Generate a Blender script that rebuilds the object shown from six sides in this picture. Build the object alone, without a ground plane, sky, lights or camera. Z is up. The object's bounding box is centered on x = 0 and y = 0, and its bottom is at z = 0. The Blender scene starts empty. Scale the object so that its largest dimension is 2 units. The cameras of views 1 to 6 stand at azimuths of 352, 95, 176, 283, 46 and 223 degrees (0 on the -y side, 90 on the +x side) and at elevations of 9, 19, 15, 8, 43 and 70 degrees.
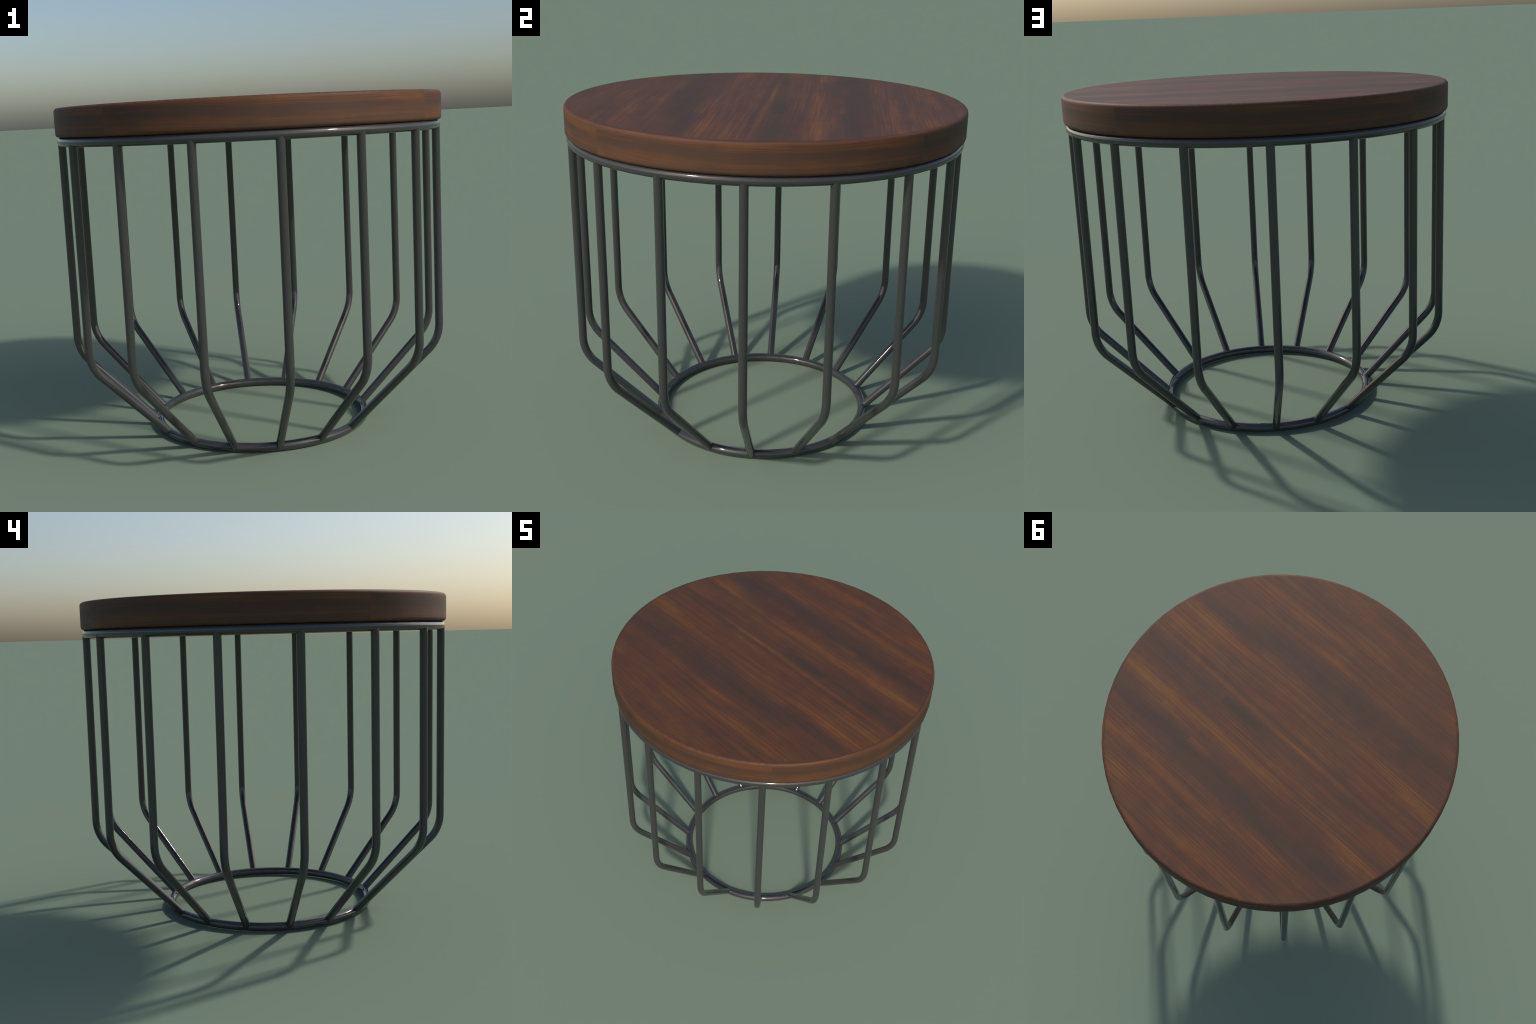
"""Round side table: thick walnut disc on a bent-rod steel cage (16 rods, two hoops)."""
import bpy, bmesh, math
from mathutils import Vector

# ------------------------------------------------------------------ sizes (m)
TOP_Z, WOOD_BOTTOM = 1.7255, 1.580
WOOD_R = 1.0012               # corner radius of a 64-sided disc, 2.00 m across
FILLET = 0.017
SEGMENTS = 64
HOOP_TUBE = 0.0232
HOOP_Z, HOOP_R = 1.5575, 0.9725
BASE_HOOP_R = 0.5635
ROD_R, ROD_CIRCLE, ROD_COUNT = 0.0203, 0.9735, 16
BEND_RADIUS = 0.205


# ------------------------------------------------------------- mesh utilities
def lathe(name, profile, segments, phase=0.0, closed=False):
    """Revolve an (r, z) profile about z; open profiles must start/end on flat caps."""
    bm = bmesh.new()
    rings = []
    for r, z in profile:
        rings.append([bm.verts.new((r * math.cos(phase + 2 * math.pi * i / segments),
                                    r * math.sin(phase + 2 * math.pi * i / segments), z))
                      for i in range(segments)])
    pairs = list(zip(rings, rings[1:]))
    if closed:
        pairs.append((rings[-1], rings[0]))
    for a, b in pairs:
        for i in range(segments):
            j = (i + 1) % segments
            bm.faces.new((a[i], a[j], b[j], b[i]))
    if not closed:
        bm.faces.new(list(reversed(rings[0])))
        bm.faces.new(rings[-1])
    bmesh.ops.recalc_face_normals(bm, faces=bm.faces)
    me = bpy.data.meshes.new(name)
    bm.to_mesh(me)
    bm.free()
    me.polygons.foreach_set("use_smooth", [True] * len(me.polygons))
    return me


def tabletop_mesh():
    n = 6
    prof = [(0.90, WOOD_BOTTOM), (WOOD_R - FILLET - 0.004, WOOD_BOTTOM)]
    for i in range(n + 1):
        a = -math.pi / 2 + math.pi / 2 * i / n
        prof.append((WOOD_R - FILLET + FILLET * math.cos(a),
                     WOOD_BOTTOM + FILLET + FILLET * math.sin(a)))
    prof.append((WOOD_R, WOOD_BOTTOM + FILLET + 0.004))
    prof.append((WOOD_R, TOP_Z - FILLET - 0.004))
    for i in range(n + 1):
        a = math.pi / 2 * i / n
        prof.append((WOOD_R - FILLET + FILLET * math.cos(a),
                     TOP_Z - FILLET + FILLET * math.sin(a)))
    prof += [(WOOD_R - FILLET - 0.004, TOP_Z), (0.90, TOP_Z)]
    return lathe("tabletop", prof, SEGMENTS, phase=math.pi / SEGMENTS)


def hoop_mesh(name, radius, z):
    n = 24
    prof = [(radius + HOOP_TUBE * math.cos(2 * math.pi * i / n),
             z + HOOP_TUBE * math.sin(2 * math.pi * i / n)) for i in range(n)]
    return lathe(name, prof, SEGMENTS, phase=math.pi / SEGMENTS, closed=True)


def rod_mesh():
    """Straight drop from the upper hoop, one round bend, straight run into the base hoop."""
    foot = Vector((BASE_HOOP_R + 0.0015, 0, HOOP_TUBE))
    slope = math.radians(46.2)
    run = ROD_CIRCLE - foot.x
    corner = Vector((ROD_CIRCLE, 0, foot.z + run * math.tan(slope)))
    turn = math.pi / 2 - slope
    tangent = BEND_RADIUS * math.tan(turn / 2)
    path = [Vector((ROD_CIRCLE, 0, h)) for h in (HOOP_Z, 1.2, 0.85)]
    centre = Vector((ROD_CIRCLE - BEND_RADIUS, 0, corner.z + tangent))
    steps = 12
    for i in range(steps + 1):
        a = turn * i / steps
        path.append(centre + Vector((BEND_RADIUS * math.cos(a), 0, -BEND_RADIUS * math.sin(a))))
    path.append((path[-1] + foot) / 2)
    path.append(foot)
    n = 20
    bm = bmesh.new()
    rings = []
    for k, p in enumerate(path):
        a = turn * min(max((k - 3) / steps, 0.0), 1.0)      # heading along the bend
        t = Vector((-math.sin(a), 0, -math.cos(a)))
        side = Vector((0, 1, 0))
        out = side.cross(t).normalized()
        rings.append([bm.verts.new(p + ROD_R * (math.cos(2 * math.pi * i / n) * out
                                                + math.sin(2 * math.pi * i / n) * side))
                      for i in range(n)])
    for a, b in zip(rings, rings[1:]):
        for i in range(n):
            j = (i + 1) % n
            bm.faces.new((a[i], a[j], b[j], b[i]))
    caps = [bm.faces.new(rings[0]), bm.faces.new(rings[-1])]
    bmesh.ops.recalc_face_normals(bm, faces=bm.faces)
    for f in bm.faces:
        f.smooth = f not in caps
    for f in caps:
        for e in f.edges:
            e.smooth = False
    me = bpy.data.meshes.new("rod")
    bm.to_mesh(me)
    bm.free()
    return me


# ------------------------------------------------------------- node utilities
class Graph:
    """Tiny expression builder over a material's node tree."""

    def __init__(self, name):
        self.mat = bpy.data.materials.new(name)
        self.mat.use_nodes = True
        self.nt = self.mat.node_tree
        self.nt.nodes.clear()

    def put(self, socket, value):
        if isinstance(value, bpy.types.NodeSocket):
            self.nt.links.new(value, socket)
        else:
            socket.default_value = value

    def node(self, kind, **props):
        n = self.nt.nodes.new(kind)
        for k, v in props.items():
            setattr(n, k, v)
        return n

    def math(self, op, a, b=0.0, c=0.0, clamp=False):
        n = self.node("ShaderNodeMath", operation=op, use_clamp=clamp)
        for s, v in zip(n.inputs, (a, b, c)):
            self.put(s, v)
        return n.outputs[0]

    def add(self, a, b): return self.math("ADD", a, b)
    def sub(self, a, b): return self.math("SUBTRACT", a, b)
    def mul(self, a, b): return self.math("MULTIPLY", a, b)
    def mad(self, a, b, c): return self.math("MULTIPLY_ADD", a, b, c)

    def mix(self, f, a, b):
        n = self.node("ShaderNodeMix", data_type="FLOAT")
        self.put(n.inputs[0], f)
        self.put(n.inputs[2], a)
        self.put(n.inputs[3], b)
        return n.outputs[0]

    def mixc(self, f, a, b, blend="MIX"):
        n = self.node("ShaderNodeMix", data_type="RGBA", blend_type=blend)
        self.put(n.inputs[0], f)
        self.put(n.inputs[6], a)
        self.put(n.inputs[7], b)
        return n.outputs[2]

    def xyz(self, x, y, z=0.0):
        n = self.node("ShaderNodeCombineXYZ")
        for s, v in zip(n.inputs, (x, y, z)):
            self.put(s, v)
        return n.outputs[0]

    def noise(self, vec, scale=1.0, detail=2.0, rough=0.5, distortion=0.0):
        n = self.node("ShaderNodeTexNoise", noise_dimensions="3D")
        self.put(n.inputs["Vector"], vec)
        self.put(n.inputs["Scale"], scale)
        self.put(n.inputs["Detail"], detail)
        self.put(n.inputs["Roughness"], rough)
        self.put(n.inputs["Distortion"], distortion)
        return n.outputs["Fac"]

    def smooth(self, x, lo, hi, a=0.0, b=1.0):
        n = self.node("ShaderNodeMapRange", interpolation_type="SMOOTHSTEP")
        for s, v in zip(n.inputs, (x, lo, hi, a, b)):
            self.put(s, v)
        return n.outputs[0]

    def ramp(self, f, stops):
        n = self.node("ShaderNodeValToRGB")
        els = n.color_ramp.elements
        while len(els) < len(stops):
            els.new(0.5)
        for e, (p, c) in zip(els, stops):
            e.position, e.color = p, (*c, 1)
        self.put(n.inputs[0], f)
        return n.outputs[0]


# ------------------------------------------------------------------ materials
def steel_material():
    g = Graph("dark_lacquered_steel")
    out = g.node("ShaderNodeOutputMaterial")
    p = g.node("ShaderNodeBsdfPrincipled")
    p.inputs["Base Color"].default_value = (0.044, 0.044, 0.043, 1)
    p.inputs["Metallic"].default_value = 0.0
    p.inputs["Roughness"].default_value = 0.06
    p.inputs["IOR"].default_value = 1.65
    g.put(out.inputs[0], p.outputs[0])
    return g.mat


STREAK_GAIN, STREAK_WIDTH = 0.86, 1.3
# Figure of the veneer: soft streaks along the grain, in table coordinates.
# (centre along grain, centre across, half length, half width, tone change)
STREAKS = [
    # pale golden bands
    (0.76, -0.222, 0.26, 0.030, 0.42), (0.25, -0.218, 0.22, 0.030, 0.16),
    (0.92, -0.078, 0.20, 0.045, 0.30), (0.70, 0.289, 0.30, 0.030, 0.50),
    (0.22, 0.258, 0.22, 0.040, 0.18), (0.45, 0.632, 0.40, 0.028, 0.36),
    (0.02, 0.642, 0.20, 0.024, 0.20), (0.50, 0.780, 0.14, 0.028, 0.34),
    (-0.18, 0.806, 0.24, 0.035, 0.22), (-0.86, -0.197, 0.22, 0.030, 0.40),
    (-0.74, 0.272, 0.16, 0.045, 0.36), (-0.46, 0.565, 0.14, 0.022, 0.20),
    (0.10, -0.520, 0.16, 0.035, 0.16), (-0.52, -0.358, 0.05, 0.020, 0.22),
    (-0.12, 0.225, 0.20, 0.050, 0.18), (0.16, 0.780, 0.08, 0.030, 0.22),
    # long pale joint with its dark shadow line
    (0.55, 0.012, 0.55, 0.012, 0.30), (-0.30, 0.024, 0.45, 0.014, 0.26),
    (0.55, -0.012, 0.55, 0.010, -0.26), (-0.25, 0.003, 0.50, 0.011, -0.22),
    # dark heart bands
    (0.72, 0.098, 0.36, 0.050, -0.34), (0.22, 0.085, 0.15, 0.035, -0.40),
    (0.55, 0.440, 0.45, 0.055, -0.38), (-0.20, 0.450, 0.45, 0.070, -0.40),
    (-0.68, 0.442, 0.18, 0.060, -0.36), (0.25, 0.676, 0.55, 0.018, -0.34),
    (0.02, 0.765, 0.12, 0.025, -0.26), (0.70, -0.300, 0.30, 0.040, -0.34),
    (0.20, -0.372, 0.40, 0.060, -0.36), (-0.30, -0.415, 0.35, 0.060, -0.30),
    (-0.75, -0.415, 0.25, 0.060, -0.26), (-0.66, 0.045, 0.22, 0.030, -0.32),
    (-0.80, 0.223, 0.16, 0.014, -0.28), (-0.15, 0.882, 0.25, 0.012, -0.24),
    (-0.20, 0.110, 0.25, 0.035, -0.16),
]
# Same for the edge band: along the face, height above the floor.
EDGE_STREAKS = [
    (0.00, 1.699, 1.2, 0.008, 0.26), (-0.58, 1.667, 0.16, 0.017, -0.34),
    (0.05, 1.662, 0.45, 0.016, -0.26), (0.48, 1.672, 0.16, 0.015, -0.30),
    (-0.20, 1.628, 0.30, 0.009, 0.14), (0.35, 1.632, 0.40, 0.012, 0.16),
    (0.60, 1.694, 0.16, 0.012, 0.20), (0.10, 1.604, 0.60, 0.010, -0.14),
]


# (where the step is, how far it fades, centre across, half width, tone change)
VENEER_STEPS = [(0.365, 0.45, 0.083, 0.026, -0.30), (0.335, 0.30, 0.398, 0.022, 0.34),
                (0.60, 0.30, 0.335, 0.016, 0.16), (0.80, 0.25, 0.110, 0.030, -0.14)]


def wood_material():
    g = Graph("walnut_veneer")
    obj = g.node("ShaderNodeTexCoord").outputs["Object"]
    sep = g.node("ShaderNodeSeparateXYZ")
    g.put(sep.inputs[0], obj)
    x, y, z = sep.outputs
    r = g.math("SQRT", g.add(g.mul(x, x), g.mul(y, y)))
    ax, ay = g.math("ABSOLUTE", x), g.math("ABSOLUTE", y)

    # --- which board face are we on: flat top, rounded arris, or one of four edge strips
    north = g.math("GREATER_THAN", y, 0.0)
    faces_y = g.math("GREATER_THAN", ay, g.mul(ax, g.mix(north, 0.907, 1.103)))
    along_y = g.mul(x, g.mix(north, 1.0, -1.0))               # -y / +y strips
    along_x = g.mul(y, g.mix(g.math("GREATER_THAN", x, 0.0), -1.0, 1.0))
    edge_u = g.mix(faces_y, along_x, along_y)
    outer = g.math("GREATER_THAN", r, WOOD_R - FILLET + 0.0005)
    mid = g.mul(g.math("LESS_THAN", z, TOP_Z - FILLET * 0.42),
                g.math("GREATER_THAN", z, WOOD_BOTTOM + FILLET * 0.42))
    on_edge = g.mul(outer, mid)
    on_arris = g.mul(outer, g.sub(1.0, mid))
    across = g.sub(r, z)                                      # runs over the arris
    arris_u = g.mix(faces_y, y, r)                            # long grain / end strokes
    arris_v = g.add(g.mix(faces_y, across, x), 20.0)
    u = g.mix(on_edge, g.mix(on_arris, x, arris_u), edge_u)
    v0 = g.mix(on_edge, g.mix(on_arris, y, arris_v), g.add(z, 10.0))

    # --- gentle wander of the grain
    wander = g.noise(g.xyz(g.mul(u, 1.1), g.mul(v0, 3.2)), 1.0, 1.0)
    wander2 = g.noise(g.xyz(g.mul(u, 3.0), g.mul(v0, 9.0), 5.0), 1.0, 1.0)
    v = g.add(v0, g.mad(g.sub(wander, 0.5), 0.040, g.mul(g.sub(wander2, 0.5), 0.010)))
    # the placed streaks only follow a part of it
    vs = g.add(v0, g.mul(g.sub(wander2, 0.5), 0.010))

    # --- fibre layers: fine pinstripes, finer pores (both stretched along the grain)
    def fibre(along, across, seed, sharp):
        n = g.noise(g.xyz(g.mul(u, along), g.mul(v, across), seed), 1.0, 1.5, 0.55)
        return g.sub(g.smooth(n, 0.47 - sharp, 0.47 + sharp), 0.72)   # mostly darkening

    lines = fibre(1.8, 150.0, 8.3, 0.13)
    fine = fibre(3.5, 290.0, 4.4, 0.13)
    pores = fibre(16.0, 420.0, 2.2, 0.2)
    # the placed streaks end in feathered fibres
    vs = g.mad(lines, 0.010, vs)

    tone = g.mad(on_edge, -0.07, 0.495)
    p = g.xyz(u, vs)

    def streak(acc, u0, vc, su, sv, amp):
        m = g.node("ShaderNodeMapping", vector_type="TEXTURE")
        m.inputs["Location"].default_value = (u0, vc, 0)
        m.inputs["Scale"].default_value = (su, sv * STREAK_WIDTH, 1)
        g.put(m.inputs[0], p)
        d = g.node("ShaderNodeVectorMath", operation="DOT_PRODUCT")
        g.put(d.inputs[0], m.outputs[0])
        g.put(d.inputs[1], m.outputs[0])
        fall = g.math("POWER", 0.42, d.outputs["Value"])
        return g.mad(fall, amp * STREAK_GAIN, acc)

    for s in STREAKS:
        tone = streak(tone, *s)
    for u0, zc, su, sv, amp in EDGE_STREAKS:
        tone = streak(tone, u0, zc + 10.0, su, sv, amp)

    # thin dark line where the top meets the arris on the long-grain sides
    rim_line = g.smooth(g.math("ABSOLUTE", g.sub(r, WOOD_R - FILLET + 0.001)), 0.001, 0.0045, 1.0, 0.0)
    upper = g.math("GREATER_THAN", z, TOP_Z - FILLET)
    rim_line = g.mul(g.mul(rim_line, upper), g.mad(faces_y, -0.75, 1.0))
    tone = g.mad(rim_line, -0.42, tone)
    tone = g.mad(g.mul(on_arris, upper), 0.06, tone)

    # butt steps: a leaf of veneer starts abruptly along the grain
    for u0, reach, vc, half, amp in VENEER_STEPS:
        start = g.smooth(g.mul(g.sub(u0, u), 1.0), 0.0, 0.006)
        fade = g.smooth(g.sub(u0, u), 0.0, reach, 1.0, 0.0)
        band = g.smooth(g.math("ABSOLUTE", g.sub(vs, vc)), half * 0.8, half * 1.1, 1.0, 0.0)
        tone = g.mad(g.mul(g.mul(start, fade), band), amp, tone)

    # --- irregular figure at three widths, then the fibres
    broad = g.noise(g.xyz(g.mul(u, 2.8), g.mul(v, 9.0), 1.7), 1.0, 2.0)
    bands = g.noise(g.xyz(g.mul(u, 2.6), g.mul(v, 40.0), 3.1), 1.0, 2.0, 0.6)
    plank = g.smooth(g.noise(g.xyz(g.mul(u, 0.9), g.mul(v0, 17.0), 21.0), 1.0, 1.0), 0.44, 0.56)
    tone = g.mad(g.sub(plank, 0.5), g.mad(on_edge, -0.07, 0.10), tone)
    cross = g.noise(g.xyz(g.mul(u, 11.0), g.mul(v, 9.0), 6.0), 1.0, 2.0)
    tone = g.mad(g.sub(broad, 0.5), 0.50, tone)
    tone = g.mad(g.sub(bands, 0.5), g.mad(on_edge, 0.10, 0.20), tone)
    tone = g.mad(g.sub(cross, 0.5), 0.38, tone)
    depth = g.mad(g.math("MAXIMUM", tone, 0.0), 0.36, 0.06)   # fibres show most on pale wood
    depth = g.mul(depth, g.mad(on_edge, -0.10, 1.0))
    fibres = g.mad(fine, 0.75, lines)
    fibres = g.mad(pores, 0.45, fibres)
    tone = g.mad(fibres, depth, tone)

    col = g.ramp(tone, [(0.0, (0.062, 0.036, 0.024)), (0.25, (0.078, 0.040, 0.024)),
                        (0.50, (0.110, 0.046, 0.022)), (0.75, (0.150, 0.062, 0.021)),
                        (1.0, (0.178, 0.078, 0.023))])
    # redder and browner drifts
    drift = g.noise(g.xyz(g.mul(u, 2.2), g.mul(v, 7.0), 12.0), 1.0, 2.0)
    col = g.mixc(g.smooth(drift, 0.42, 0.68, 0.0, 0.45), col,
                 g.mixc(1.0, col, (1.04, 0.84, 0.90, 1), "MULTIPLY"))

    out = g.node("ShaderNodeOutputMaterial")
    bsdf = g.node("ShaderNodeBsdfPrincipled")
    g.put(bsdf.inputs["Base Color"], col)
    bsdf.inputs["Roughness"].default_value = 0.62
    bsdf.inputs["IOR"].default_value = 1.45
    bsdf.inputs["Specular IOR Level"].default_value = 0.34
    g.put(out.inputs[0], bsdf.outputs[0])
    return g.mat


# -------------------------------------------------------------------- assembly
def link(ob, parent=None):
    bpy.context.scene.collection.objects.link(ob)
    if parent:
        ob.parent = parent
    return ob


table = link(bpy.data.objects.new("side_table", None))
table["label"] = "round walnut side table on a cage of dark bent steel rods"
table["category"] = "side table"

wood, steel = wood_material(), steel_material()

me = tabletop_mesh()
me.materials.append(wood)
link(bpy.data.objects.new("tabletop", me), table)

for radius, z in ((HOOP_R, HOOP_Z), (BASE_HOOP_R, HOOP_TUBE)):
    me = hoop_mesh("hoop", radius, z)
    me.materials.append(steel)
    link(bpy.data.objects.new("hoop", me), table)

me = rod_mesh()
me.materials.append(steel)
first = bpy.data.objects.new("rod", me)
for k in range(ROD_COUNT):
    ob = first if k == 0 else first.copy()
    ob.rotation_euler = (0, 0, 2 * math.pi * k / ROD_COUNT)
    link(ob, table)
